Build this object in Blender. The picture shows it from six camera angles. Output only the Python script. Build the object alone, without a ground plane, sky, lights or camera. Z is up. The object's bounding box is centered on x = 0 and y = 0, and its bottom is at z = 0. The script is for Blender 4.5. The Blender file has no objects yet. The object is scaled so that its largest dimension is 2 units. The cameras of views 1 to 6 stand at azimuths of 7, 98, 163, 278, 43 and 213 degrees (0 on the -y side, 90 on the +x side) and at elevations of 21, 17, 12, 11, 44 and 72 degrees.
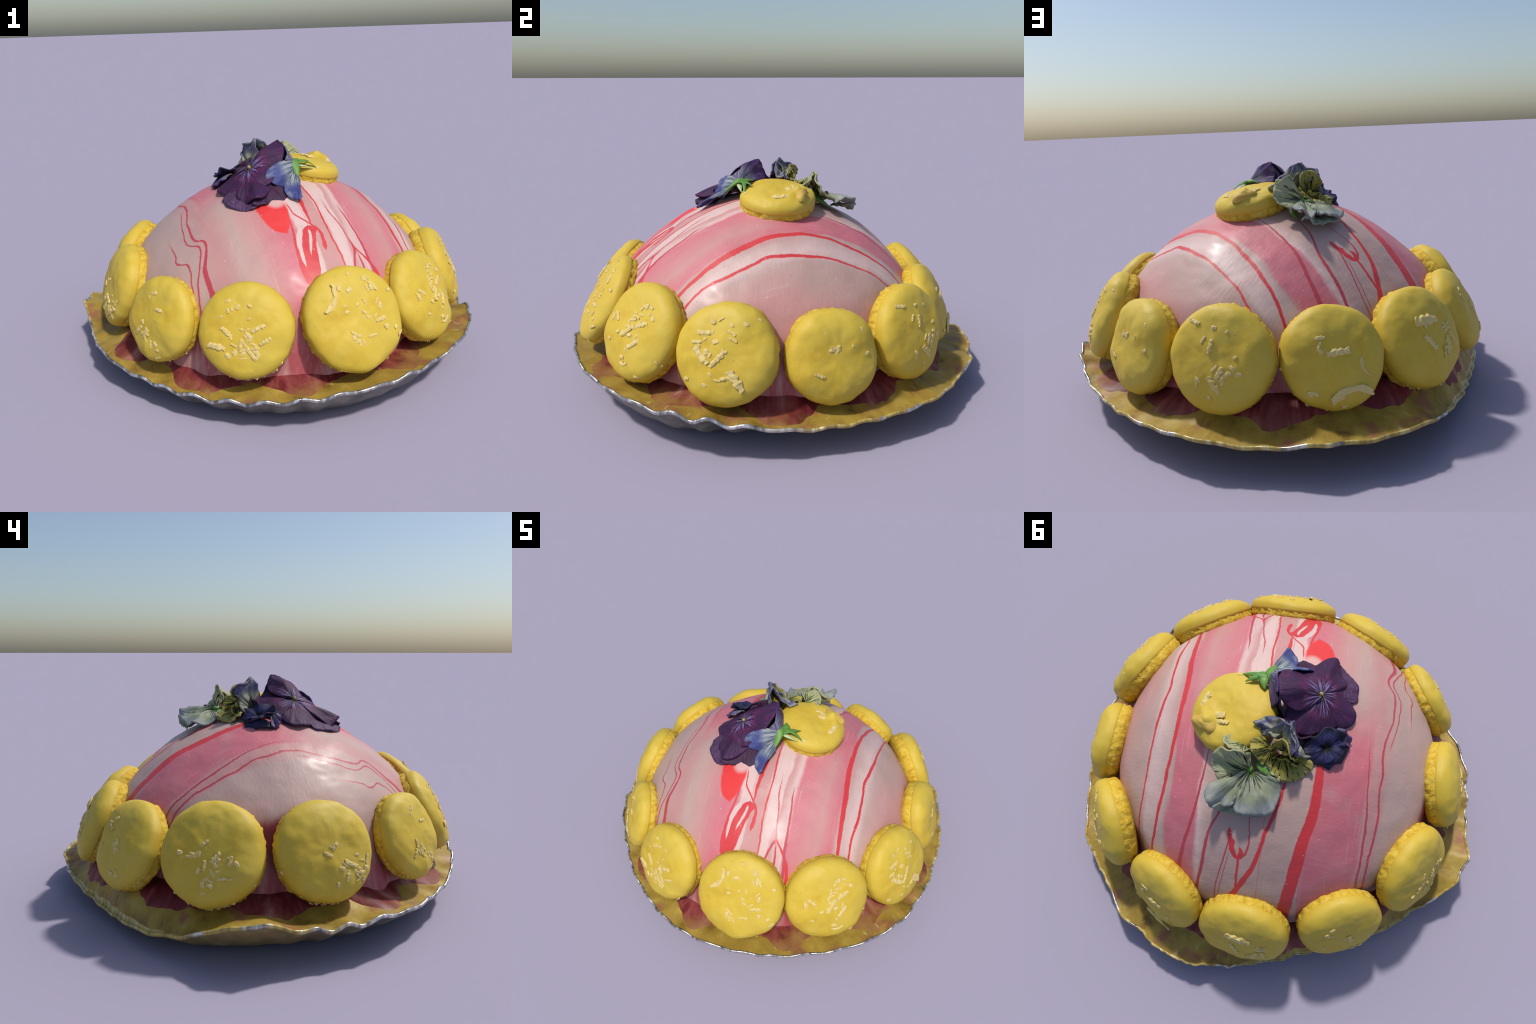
import bpy, bmesh, math, random
from mathutils import Vector, Matrix, noise

rnd = random.Random(11)
sin, cos, pi, rad = math.sin, math.cos, math.pi, math.radians

# ------------------------------------------------------------------ helpers
def smooth(a, b, x):
    t = min(1.0, max(0.0, (x - a) / (b - a)))
    return t * t * (3 - 2 * t)

def interp(table, x):
    """piecewise smooth interpolation of (x, y...) control points"""
    if x <= table[0][0]: return table[0][1:]
    for a, b in zip(table, table[1:]):
        if x <= b[0]:
            f = (x - a[0]) / (b[0] - a[0])
            f = f * f * (3 - 2 * f) * 0.5 + f * 0.5
            return tuple(p + (q - p) * f for p, q in zip(a[1:], b[1:]))
    return table[-1][1:]

def fbm(p, s, o=3):
    return noise.fractal(Vector(p) * s, 1.0, 2.0, o, noise_basis='PERLIN_ORIGINAL')

def wrap(d):
    return (d + 180.0) % 360.0 - 180.0

def new_object(name, verts, faces, mat, parent=None, matrix=None, shade=True):
    me = bpy.data.meshes.new(name)
    me.from_pydata([tuple(v) for v in verts], [], faces)
    me.validate(); me.update()
    bm = bmesh.new(); bm.from_mesh(me); bmesh.ops.recalc_face_normals(bm, faces=bm.faces); bm.to_mesh(me); bm.free()
    if shade:
        me.polygons.foreach_set("use_smooth", [True] * len(me.polygons))
    ob = bpy.data.objects.new(name, me)
    bpy.context.scene.collection.objects.link(ob)
    for m in (mat if isinstance(mat, (list, tuple)) else [mat]):
        if m: me.materials.append(m)
    place(ob, parent, matrix)
    return ob

WORLD = {}
def place(ob, parent, matrix=None):
    """parent an object and give it a world matrix (identity by default)"""
    m = Matrix.Identity(4) if matrix is None else matrix.copy()
    WORLD[ob] = m
    if parent:
        ob.parent = parent
        ob.matrix_parent_inverse = WORLD.get(parent, Matrix.Identity(4)).inverted()
    ob.matrix_basis = m

def ring_faces(nr, na, first=0):
    f = []
    for i in range(nr - 1):
        for j in range(na):
            k = (j + 1) % na
            f.append((first + i * na + j, first + i * na + k, first + (i + 1) * na + k, first + (i + 1) * na + j))
    return f

# ------------------------------------------------------------------ node helpers
class Tree:
    def __init__(self, name):
        self.mat = bpy.data.materials.new(name)
        self.mat.use_nodes = True
        self.nt = self.mat.node_tree
        self.nt.nodes.clear()
        self.out = self.nt.nodes.new("ShaderNodeOutputMaterial")
        self.bsdf = self.nt.nodes.new("ShaderNodeBsdfPrincipled")
        self.nt.links.new(self.bsdf.outputs[0], self.out.inputs[0])
        self.co = self.nt.nodes.new("ShaderNodeTexCoord").outputs["Object"]
    def node(self, t, **kw):
        n = self.nt.nodes.new(t)
        for k, v in kw.items(): setattr(n, k, v)
        return n
    def put(self, sock, v):
        if isinstance(v, bpy.types.NodeSocket): self.nt.links.new(v, sock)
        elif v is not None: sock.default_value = v
    def math(self, op, a, b=None, c=None, clamp=False):
        n = self.node("ShaderNodeMath", operation=op, use_clamp=clamp)
        for s, v in zip(n.inputs, (a, b, c)): self.put(s, v)
        return n.outputs[0]
    def dot(self, a, v):
        n = self.node("ShaderNodeVectorMath", operation='DOT_PRODUCT')
        self.put(n.inputs[0], a); n.inputs[1].default_value = v
        return n.outputs["Value"]
    def vadd(self, a, b):
        n = self.node("ShaderNodeVectorMath", operation='ADD'); self.put(n.inputs[0], a); self.put(n.inputs[1], b)
        return n.outputs[0]
    def length(self, a):
        n = self.node("ShaderNodeVectorMath", operation='LENGTH'); self.put(n.inputs[0], a); return n.outputs["Value"]
    def comb(self, x, y, z=0.0):
        n = self.node("ShaderNodeCombineXYZ")
        for s, v in zip(n.inputs, (x, y, z)): self.put(s, v)
        return n.outputs[0]
    def sep(self, v):
        n = self.node("ShaderNodeSeparateXYZ"); self.put(n.inputs[0], v); return n.outputs
    def mapping(self, v, scale=(1, 1, 1), loc=(0, 0, 0), rot=(0, 0, 0)):
        n = self.node("ShaderNodeMapping"); self.put(n.inputs[0], v)
        n.inputs["Location"].default_value = loc; n.inputs["Rotation"].default_value = rot; n.inputs["Scale"].default_value = scale
        return n.outputs[0]
    def noise(self, v, scale, detail=3.0, rough=0.5, color=False, dist=0.0):
        n = self.node("ShaderNodeTexNoise"); self.put(n.inputs["Vector"], v)
        n.inputs["Scale"].default_value = scale; n.inputs["Detail"].default_value = detail
        n.inputs["Roughness"].default_value = rough; n.inputs["Distortion"].default_value = dist
        return n.outputs["Color" if color else "Fac"]
    def range(self, v, a, b, c=0.0, d=1.0, kind='SMOOTHSTEP'):
        n = self.node("ShaderNodeMapRange", interpolation_type=kind)
        for s, x in zip(n.inputs, (v, a, b, c, d)): self.put(s, x)
        return n.outputs[0]
    def ramp(self, v, stops, mode='LINEAR'):
        n = self.node("ShaderNodeValToRGB"); self.put(n.inputs[0], v)
        cr = n.color_ramp; cr.interpolation = mode
        while len(cr.elements) > 1: cr.elements.remove(cr.elements[-1])
        cr.elements[0].position = stops[0][0]; cr.elements[0].color = (*stops[0][1], 1)
        for p, c in stops[1:]:
            e = cr.elements.new(p); e.color = (*c, 1)
        return n.outputs[0]
    def mix(self, f, a, b, kind='MIX'):
        n = self.node("ShaderNodeMix", data_type='RGBA', blend_type=kind)
        self.put(n.inputs[0], f)
        self.put(n.inputs[6], (*a, 1) if isinstance(a, tuple) else a)
        self.put(n.inputs[7], (*b, 1) if isinstance(b, tuple) else b)
        return n.outputs[2]
    def curve(self, v, pts, straight=False):
        n = self.node("ShaderNodeFloatCurve"); self.put(n.inputs["Value"], v)
        c = n.mapping.curves[0]
        c.points[0].location = pts[0]; c.points[1].location = pts[-1]
        for p in pts[1:-1]: c.points.new(*p)
        if straight:
            for p in c.points: p.handle_type = 'VECTOR'
        n.mapping.extend = 'HORIZONTAL'
        n.mapping.update()
        return n.outputs[0]
    def bump(self, h, strength=0.3, dist=0.01):
        n = self.node("ShaderNodeBump"); self.put(n.inputs["Height"], h)
        n.inputs["Strength"].default_value = strength; n.inputs["Distance"].default_value = dist
        self.nt.links.new(n.outputs[0], self.bsdf.inputs["Normal"])
    def done(self, color, rough=0.5, spec=0.5, metal=0.0, coat=0.0, coat_rough=0.1, sss=0.0):
        b = self.bsdf
        self.put(b.inputs["Base Color"], (*color, 1) if isinstance(color, tuple) else color)
        self.put(b.inputs["Roughness"], rough); self.put(b.inputs["Metallic"], metal)
        b.inputs["Specular IOR Level"].default_value = spec
        b.inputs["Coat Weight"].default_value = coat; b.inputs["Coat Roughness"].default_value = coat_rough
        if sss:
            b.inputs["Subsurface Weight"].default_value = sss
            b.inputs["Subsurface Radius"].default_value = (0.03, 0.015, 0.01)
            b.inputs["Subsurface Scale"].default_value = 0.5
        return self.mat

# ------------------------------------------------------------------ colours
BEIGE = (0.48, 0.325, 0.285)
BEIGE2 = (0.46, 0.295, 0.255)
PALE = (0.64, 0.455, 0.42)
BLUSH = (0.52, 0.255, 0.24)
PINK = (0.56, 0.155, 0.185)
ROSE = (0.46, 0.055, 0.075)
RED = (0.58, 0.042, 0.048)
DEEP = (0.28, 0.012, 0.02)

# The mirror glaze was poured along one direction, so its marbling is described
# in a pair of coordinates: t runs along the pour, s across it.
POUR = rad(-65)
T_AXIS = (cos(POUR), sin(POUR), 0)
S_AXIS = (-sin(POUR), cos(POUR), 0)
DOME_X, DOME_Y = 0.035, -0.05

# veins: (t, s, half width) along each line, colour
VEINS = [
    (RED, [(-.62,.550,.004),(-.47,.540,.005),(-.31,.523,.005),(-.14,.513,.006),(-.05,.508,.007),(.05,.497,.008),(.13,.488,.007),(.21,.494,.007),(.33,.499,.008),(.40,.489,.006),(.50,.491,.006),(.60,.480,.005)]),
    (RED, [(-.66,.490,.006),(-.52,.463,.008),(-.44,.446,.008),(-.34,.430,.009),(-.18,.412,.009),(-.08,.404,.010),(.04,.403,.012),(.16,.405,.014),(.25,.418,.014),(.36,.428,.012),(.48,.437,.009),(.62,.445,.007)]),
    (ROSE, [(-.72,.350,.012),(-.60,.328,.011),(-.54,.314,.010),(-.46,.292,.009),(-.39,.275,.008),(-.30,.260,.006),(-.20,.250,.004),(-.05,.240,.0)]),
    (ROSE, [(-.78,.250,.008),(-.67,.244,.009),(-.59,.224,.009),(-.53,.214,.008),(-.47,.206,.007),(-.43,.188,.006),(-.37,.160,.005),(-.25,.130,.003)]),
    (ROSE, [(-.76,.172,.003),(-.68,.161,.004),(-.60,.145,.004),(-.55,.130,.005),(-.50,.120,.004),(-.48,.118,.0)]),
    (ROSE, [(-.76,.152,.002),(-.68,.143,.003),(-.60,.128,.003),(-.55,.115,.003),(-.52,.110,.0)]),
    (RED, [(-.80,.140,.018),(-.69,.092,.016),(-.64,.052,.015),(-.58,.016,.012),(-.52,-.006,.010),(-.46,-.022,.009),(-.40,-.041,.009),(-.33,-.060,.008),(-.25,-.074,.007),(-.10,-.085,.004)]),
    (RED, [(-.80,-.125,.030),(-.71,-.138,.029),(-.63,-.150,.029),(-.52,-.165,.027),(-.45,-.177,.025),(-.37,-.194,.022),(-.28,-.203,.020),(-.20,-.200,.017),(-.08,-.195,.010)]),
    (ROSE, [(-.66,-.424,.006),(-.56,-.423,.006),(-.46,-.421,.006),(-.36,-.422,.006),(-.28,-.412,.005),(-.18,-.401,.004),(-.08,-.391,.003),(.02,-.385,.0)]),
    (ROSE, [(-.66,-.452,.005),(-.55,-.453,.005),(-.46,-.453,.006),(-.37,-.464,.006),(-.30,-.466,.006),(-.21,-.455,.005),(-.15,-.457,.006),(-.04,-.448,.006),(.04,-.462,.005),(.12,-.482,.005),(.20,-.484,.006),(.26,-.477,.006),(.30,-.448,.006),(.36,-.459,.007),(.41,-.478,.010),(.50,-.474,.012),(.62,-.478,.010)]),
    (ROSE, [(-.05,-.470,.0),(.00,-.481,.003),(.13,-.508,.004),(.25,-.507,.004),(.31,-.473,.005),(.38,-.492,.005),(.44,-.518,.005),(.56,-.530,.005)]),
    (ROSE, [(.10,-.580,.0),(.17,-.570,.003),(.23,-.567,.004),(.28,-.571,.004),(.34,-.533,.005),(.40,-.537,.004),(.52,-.550,.004)]),
    (RED, [(.10,.060,.003),(.20,.058,.005),(.28,.064,.006),(.34,.070,.005),(.41,.067,.006),(.49,.066,.005),(.56,.073,.005),(.66,.080,.005)]),
    (ROSE, [(.25,.105,.0),(.33,.110,.003),(.38,.115,.004),(.44,.129,.004),(.51,.140,.004),(.555,.147,.008),(.60,.128,.007),(.68,.105,.007)]),
    (RED, [(.53,.148,.0),(.555,.152,.007),(.59,.192,.009),(.63,.222,.010),(.72,.240,.008)]),
    (ROSE, [(.55,.146,.0),(.60,.160,.006),(.68,.165,.008)]),
    (ROSE, [(.30,.176,.0),(.37,.179,.005),(.42,.185,.006),(.49,.193,.006),(.56,.199,.008),(.66,.215,.008)]),
    (RED, [(.24,.012,.008),(.31,.006,.010),(.38,.000,.009),(.42,.001,.005),(.45,.004,.0)]),
    # the curl beside the big drip on the front
    (RED, [(.28,-.064,.0),(.32,-.061,.004),(.37,-.054,.005),(.40,-.032,.006),(.43,-.004,.006),(.465,.022,.008),(.51,.026,.010),(.535,.023,.010),(.555,.020,.0)]),
    (RED, [(.40,-.085,.005),(.44,-.087,.006),(.50,-.100,.007),(.56,-.107,.009),(.61,-.104,.014),(.65,-.095,.010),(.70,-.095,.006)]),
    (RED, [(.435,-.015,.0),(.445,-.018,.024),(.46,-.018,.036),(.475,-.028,.034),(.50,-.036,.034),(.53,-.046,.033),(.57,-.058,.036),(.61,-.070,.040),(.64,-.078,.036),(.66,-.082,.0)]),
    # the hooked curl at the back
    (RED, [(-.553,.070,.0),(-.55,.072,.018),(-.535,.076,.025),(-.52,.085,.030),(-.50,.098,.020),(-.48,.112,.010),(-.455,.118,.010),(-.44,.118,.0)]),
    (ROSE, [(-.55,.060,.0),(-.535,.048,.007),(-.50,.038,.005),(-.46,.038,.004),(-.41,.046,.003),(-.34,.050,.003)]),
]
PALE_STREAKS = [
    (PALE, [(.45,-.020,.0),(.465,-.022,.007),(.50,-.030,.008),(.54,-.045,.006),(.565,-.052,.0)]),
    (BEIGE, [(-.545,.076,.0),(-.53,.076,.006),(-.51,.082,.012),(-.49,.078,.015),(-.46,.078,.020),(-.44,.080,.0)]),
    (PALE, [(.43,-.055,.0),(.46,-.064,.016),(.50,-.083,.012),(.54,-.088,.010),(.58,-.090,.006),(.60,-.09,.0)]),
]

def glaze_material():
    T = Tree("marbled_mirror_glaze")
    co = T.co
    wob = T.noise(co, 9.0, 3.0, 0.6, color=True)
    w = T.sep(wob)
    t0 = T.dot(co, T_AXIS); s0 = T.dot(co, S_AXIS)
    t = t0
    fine = T.noise(co, 45.0, 2.0, 0.5)
    s = T.math('ADD', s0, T.math('MULTIPLY_ADD', w[0], 0.016, -0.008))
    s = T.math('ADD', s, T.math('MULTIPLY_ADD', fine, 0.005, -0.0025))
    R = 0.9
    tn = T.math('MULTIPLY_ADD', t, 0.5 / R, 0.5)
    sn = T.math('MULTIPLY_ADD', s, 0.5 / R, 0.5)
    sb = T.math('ADD', sn, T.math('MULTIPLY_ADD', T.noise(T.comb(T.math('MULTIPLY', s, 10.0), T.math('MULTIPLY', t, 1.8), 0.0), 1.5, 4.0, 0.6), 0.05, -0.025))
    N = lambda v: (v / R) * 0.5 + 0.5
    back = T.ramp(sb, [(0, BEIGE2), (N(-.50), BEIGE), (N(-.455), BLUSH), (N(-.41), BLUSH), (N(-.40), PINK), (N(-.25), PINK), (N(-.19), PINK), (N(-.185), BEIGE),
                       (N(-.05), BEIGE2), (N(.08), BEIGE), (N(.20), BEIGE), (N(.255), PALE), (N(.275), PINK), (N(.39), PINK), (N(.405), BEIGE), (N(.49), PALE), (N(.52), BEIGE), (N(.60), BEIGE2), (N(.70), BLUSH)])
    front = T.ramp(sb, [(0, BEIGE2), (N(-.50), BEIGE), (N(-.42), BLUSH), (N(-.33), BEIGE), (N(-.24), BLUSH), (N(-.14), PINK), (N(-.08), PINK), (N(-.07), PALE), (N(-.01), PALE),
                        (N(.0), BLUSH), (N(.06), BLUSH), (N(.07), PALE), (N(.13), PALE), (N(.14), BLUSH), (N(.185), PALE), (N(.20), PINK), (N(.34), BLUSH), (N(.40), PINK), (N(.425), BEIGE), (N(.49), PALE), (N(.53), BEIGE), (N(.62), BLUSH)])
    col = T.mix(T.range(t, -0.08, 0.18), back, front)
    # cloudy variation and long soft streaks
    cloud = T.noise(co, 5.0, 4.0, 0.6)
    col = T.mix(T.range(cloud, .5, .75, 0, .35), col, BLUSH)
    col = T.mix(T.range(cloud, .45, .25, 0, .35), col, BEIGE)
    streak = T.noise(T.comb(T.math('MULTIPLY', s, 60.0), T.math('MULTIPLY', t, 4.0), 0.0), 1.0, 3.0, 0.6)
    col = T.mix(T.range(streak, .58, .8, 0, .35), col, PALE)
    col = T.mix(T.range(streak, .40, .2, 0, .35), col, PINK)
    def line(col, color, pts, soft=0.006):
        c = T.curve(tn, [(p[0] / R * .5 + .5, p[1] / R * .5 + .5) for p in pts])
        lo, hi = pts[0], pts[-1]
        wp = [(p[0] / R * .5 + .5, p[2] * 10) for p in pts]
        if hi[2] > 0: wp.append((min(1.0, wp[-1][0] + .03), 0.0))
        if lo[2] > 0: wp.insert(0, (max(0.0, wp[0][0] - .03), 0.0))
        wd = T.math('MULTIPLY', T.curve(tn, wp, True), 0.1)
        d = T.math('ABSOLUTE', T.math('SUBTRACT', T.math('MULTIPLY_ADD', c, 2 * R, -R), s))
        m = T.range(T.math('SUBTRACT', wd, d), -0.0008, soft * .55)
        m = T.math('MULTIPLY', m, T.range(wd, 0.0, 0.002))
        return T.mix(m, col, color)
    for color, pts in VEINS: col = line(col, color, pts)
    # big red drip below the flower: wedge between two edges that meet at its tip
    up = T.curve(tn, [(N(.10), N(-.07)), (N(.29), N(-.066)), (N(.34), N(-.066)), (N(.42), N(-.088)), (N(.462), N(-.115)), (N(.60), N(-.13))])
    dn = T.curve(tn, [(N(.10), N(-.19)), (N(.26), N(-.205)), (N(.36), N(-.197)), (N(.43), N(-.165)), (N(.462), N(-.115)), (N(.60), N(-.10))])
    ed = T.math('MINIMUM', T.math('SUBTRACT', up, sn), T.math('SUBTRACT', sn, dn))
    m = T.math('MULTIPLY', T.range(ed, -0.001, 0.006), T.range(t, .475, .455))
    m = T.math('MULTIPLY', m, T.range(t, .12, .20))
    col = T.mix(m, col, (0.70, 0.04, 0.04))
    # pale notch on top of the drip and pale tongues inside the curls
    notch = T.length(T.vadd(T.comb(t, s, 0), (-.28, .105, 0)))
    col = T.mix(T.range(notch, .055, .025, 0, .8), col, PALE)
    for color, pts in PALE_STREAKS: col = line(col, color, pts)
    # dark red glaze that bled between the lower macarons on one side
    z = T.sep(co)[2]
    for (bx, by, bz, r, c, a) in [(-.745, -.125, .31, .23, (.20, .010, .018), .95), (-.57, -.46, .20, .14, (.30, .03, .10), .85), (.30, .68, .10, .16, DEEP, .7), (.72, .16, .12, .12, RED, .8)]:
        d = T.length(T.vadd(co, (-bx, -by, -bz)))
        d = T.math('ADD', d, T.math('MULTIPLY_ADD', w[1], .12, -.06))
        col = T.mix(T.range(d, r, r * .7, 0, a), col, c)
    # low band: dark red and pale streaks just above the board
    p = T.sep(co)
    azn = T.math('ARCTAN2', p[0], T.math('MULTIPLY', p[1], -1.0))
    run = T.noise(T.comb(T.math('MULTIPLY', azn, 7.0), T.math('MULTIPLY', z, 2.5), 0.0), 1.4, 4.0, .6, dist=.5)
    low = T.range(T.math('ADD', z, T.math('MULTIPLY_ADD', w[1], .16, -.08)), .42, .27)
    low_col = T.ramp(run, [(.34, DEEP), (.44, (.36, .05, .06)), (.54, (.42, .14, .14)), (.66, (.52, .30, .28))])
    col = T.mix(T.math('MULTIPLY', low, .75), col, low_col)
    # tiny air bubbles and specks
    v = T.node("ShaderNodeTexVoronoi"); T.put(v.inputs["Vector"], co); v.inputs["Scale"].default_value = 26.0
    keep = T.range(T.sep(v.outputs["Color"])[0], .72, .74)
    dot = T.math('MULTIPLY', T.range(v.outputs["Distance"], .10, .05), keep)
    col = T.mix(T.math('MULTIPLY', dot, .5), col, (.42, .10, .13))
    v2 = T.node("ShaderNodeTexVoronoi"); T.put(v2.inputs["Vector"], co); v2.inputs["Scale"].default_value = 34.0
    keep2 = T.range(T.sep(v2.outputs["Color"])[1], .70, .72)
    dot2 = T.math('MULTIPLY', T.range(v2.outputs["Distance"], .11, .05), keep2)
    col = T.mix(T.math('MULTIPLY', dot2, .6), col, (.82, .62, .62))
    # drag marks left by the pour catch the light
    drag = T.noise(T.comb(T.math('MULTIPLY', s, 40.0), T.math('MULTIPLY', t, 90.0), 0), 1.0, 2.0, .5)
    h = T.math('ADD', T.math('MULTIPLY', drag, .35), T.math('MULTIPLY', cloud, .6))
    T.bump(h, 0.25, 0.012)
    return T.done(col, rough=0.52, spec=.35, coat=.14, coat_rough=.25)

def puddle_material():
    T = Tree("spilled_glaze")
    p = T.sep(T.co)
    a = T.math('ARCTAN2', p[0], T.math('MULTIPLY', p[1], -1.0))
    r = T.length(T.comb(p[0], p[1], 0))
    v = T.comb(T.math('MULTIPLY', a, 9.0), T.math('MULTIPLY', r, 4.0), 0)
    n = T.noise(v, 1.3, 4.0, .6, dist=.6)
    stain = T.noise(T.co, 8.0, 4.0, .65)
    col = T.ramp(n, [(.32, (.09, .008, .012)), (.46, (.16, .018, .022)), (.58, (.23, .05, .045)), (.68, (.32, .12, .10)), (.80, (.52, .33, .31))])
    edge = T.math('ADD', r, T.math('MULTIPLY_ADD', stain, .30, -.15))
    col = T.mix(T.range(edge, .84, .97, 0, .85), col, T.mix(stain, (.18, .06, .03), (.33, .21, .04)))
    T.bump(T.noise(T.co, 14.0, 3.0), .3, .01)
    return T.done(col, rough=.55, spec=.3, coat=.06, coat_rough=.3)

def board_material(name, kind):
    T = Tree(name)
    p = T.sep(T.co)
    a = T.math('ARCTAN2', p[0], T.math('MULTIPLY', p[1], -1.0))
    r = T.length(T.comb(p[0], p[1], 0))
    radial = T.comb(T.math('MULTIPLY', a, 7.0), T.math('MULTIPLY', r, 6.0), T.math('MULTIPLY', p[2], 5.0))
    n1 = T.noise(radial, 1.6, 4.0, .6); n2 = T.noise(T.co, 7.0, 4.0, .6); n3 = T.noise(T.comb(T.math('MULTIPLY', a, 38.0), T.math('MULTIPLY', r, 12.0), 0), 1.0, 3.0)
    if kind == 'gold':
        col = T.ramp(n1, [(.28, (.15, .085, .015)), (.42, (.29, .185, .028)), (.60, (.37, .255, .04)), (.75, (.44, .32, .075))])
        col = T.mix(T.range(n2, .52, .68, 0, .8), col, (.28, .10, .06))
        col = T.mix(T.range(n3, .62, .75, 0, .5), col, (.66, .54, .22))
        T.bump(T.math('ADD', n1, T.math('MULTIPLY', n3, .25)), .3, .012)
        return T.done(col, rough=.5, metal=.05, spec=.4)
    if kind == 'foil':
        front = T.range(T.math('ABSOLUTE', T.math('ADD', a, -.35)), 1.7, 1.2)
        tear = T.range(T.noise(T.comb(T.math('MULTIPLY', a, 5.0), 0.0, 0.0), 1.6, 3.0), .50, .58)
        bent = T.range(T.math('ABSOLUTE', T.math('ADD', a, 2.18)), .42, .52)
        m = T.math('MULTIPLY', bent, T.math('MAXIMUM', front, T.math('MULTIPLY', tear, .8)))
        silver = T.ramp(n3, [(.3, (.16, .16, .15)), (.5, (.45, .44, .41)), (.62, (.80, .79, .76))])
        col = T.mix(m, T.ramp(n3, [(.35, (.30, .20, .04)), (.6, (.55, .42, .12)), (.75, (.70, .62, .42))]), silver)
        T.bump(n3, .4, .01)
        return T.done(col, rough=.28, metal=T.math('MULTIPLY', m, .8))
    front = T.range(T.math('ABSOLUTE', T.math('ADD', a, -.35)), 1.8, 1.2)
    col = T.mix(front, T.ramp(n1, [(.3, (.22, .15, .05)), (.6, (.38, .28, .10)), (.75, (.45, .36, .17))]),
                T.ramp(n1, [(.3, (.05, .05, .045)), (.5, (.13, .125, .105)), (.7, (.26, .24, .19))]))
    T.bump(n1, .3, .01)
    return T.done(col, rough=.45, metal=.3)

def shell_material():
    T = Tree("lemon_macaron_shell")
    a = T.noise(T.co, 7.0, 4.0, .6); b = T.noise(T.co, 60.0, 3.0, .6)
    col = T.ramp(a, [(.25, (.54, .34, .028)), (.45, (.60, .42, .040)), (.60, (.60, .435, .055)), (.78, (.56, .41, .045))])  # yellows darkened part way towards the shading on the lower faces
    col = T.mix(T.range(b, .60, .8, 0, .4), col, (.78, .62, .16))
    v = T.node("ShaderNodeTexVoronoi"); T.put(v.inputs["Vector"], T.co); v.inputs["Scale"].default_value = 38.0
    keep = T.range(T.sep(v.outputs["Color"])[0], .8, .82)
    pit = T.math('MULTIPLY', T.range(v.outputs["Distance"], .14, .05), keep)
    col = T.mix(T.math('MULTIPLY', pit, .5), col, (.42, .24, .02))
    T.bump(T.math('SUBTRACT', T.math('MULTIPLY', b, .5), pit), .25, .006)
    return T.done(col, rough=.55, spec=.35)

def foot_material():
    T = Tree("macaron_foot_crumb")
    a = T.noise(T.co, 38.0, 4.0, .65)
    col = T.ramp(a, [(.28, (.40, .20, .015)), (.40, (.56, .34, .025)), (.52, (.64, .44, .04)), (.72, (.72, .54, .12))])
    T.bump(a, .7, .012)
    return T.done(col, rough=.7, spec=.25)

def flake_material():
    T = Tree("coconut_flake_flesh")
    oi = T.node("ShaderNodeObjectInfo")
    a = T.noise(T.co, 3.0, 3.0)
    col = T.mix(a, (.62, .47, .15), (.74, .60, .28))
    col = T.mix(T.math('MULTIPLY', oi.outputs["Random"], .5), col, (.60, .43, .10))
    return T.done(col, rough=.6, spec=.3)

def petal_material(name, heart, ray_dark, ray_light, body, edge, ray_reach=.55, ray_amount=.8, edge_at=.82, speck=0.0, heart_r=.20):
    """colours run from the petal's claw (local origin) to its free edge (local radius about 1)"""
    T = Tree(name)
    p = T.sep(T.co)
    ang = T.math('ARCTAN2', p[1], T.math('ADD', p[0], .06))
    r = T.length(T.co)
    n = T.noise(T.comb(T.math('MULTIPLY', ang, 6.0), T.math('MULTIPLY', r, .8), 0), 1.5, 3.0, .6)
    cloud = T.noise(T.co, 2.6, 4.0, .6)
    rr = T.math('ADD', r, T.math('MULTIPLY_ADD', cloud, .3, -.15))
    col = T.mix(T.range(rr, edge_at - .22, edge_at + .12), body[0], edge)
    col = T.mix(T.range(cloud, .5, .7, 0, .6), col, body[1])
    fall = T.range(rr, ray_reach * 1.1, ray_reach * .5)
    col = T.mix(T.math('MULTIPLY', fall, T.range(n, .52, .58, 0, ray_amount)), col, ray_light)
    lim = T.math('MULTIPLY_ADD', rr, -.20 / ray_reach, .60)          # dark rays taper to points away from the claw
    col = T.mix(T.range(T.math('SUBTRACT', n, lim), .015, -.02, 0, ray_amount), col, ray_dark)
    fine = T.noise(T.comb(T.math('MULTIPLY', ang, 26.0), T.math('MULTIPLY', r, 1.5), 0), 1.5, 2.0)
    col = T.mix(T.range(fine, .6, .75, 0, .22), col, ray_light)
    col = T.mix(T.range(rr if heart_r > .3 else r, heart_r, heart_r * .45), col, heart)
    if speck:
        v = T.node("ShaderNodeTexVoronoi"); T.put(v.inputs["Vector"], T.co); v.inputs["Scale"].default_value = 18.0
        col = T.mix(T.range(v.outputs["Distance"], .28, .12, 0, speck), col, (.34, .22, .36))
    T.bump(T.math('ADD', n, T.math('MULTIPLY', fine, .5)), .3, .03)
    m = T.done(col, rough=.55, spec=.3)
    tr = T.node("ShaderNodeBsdfTranslucent"); T.nt.links.new(col, tr.inputs[0])
    mx = T.node("ShaderNodeMixShader"); mx.inputs[0].default_value = .12
    T.nt.links.new(T.bsdf.outputs[0], mx.inputs[1]); T.nt.links.new(tr.outputs[0], mx.inputs[2])
    T.nt.links.new(mx.outputs[0], T.out.inputs[0])
    return m

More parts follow.
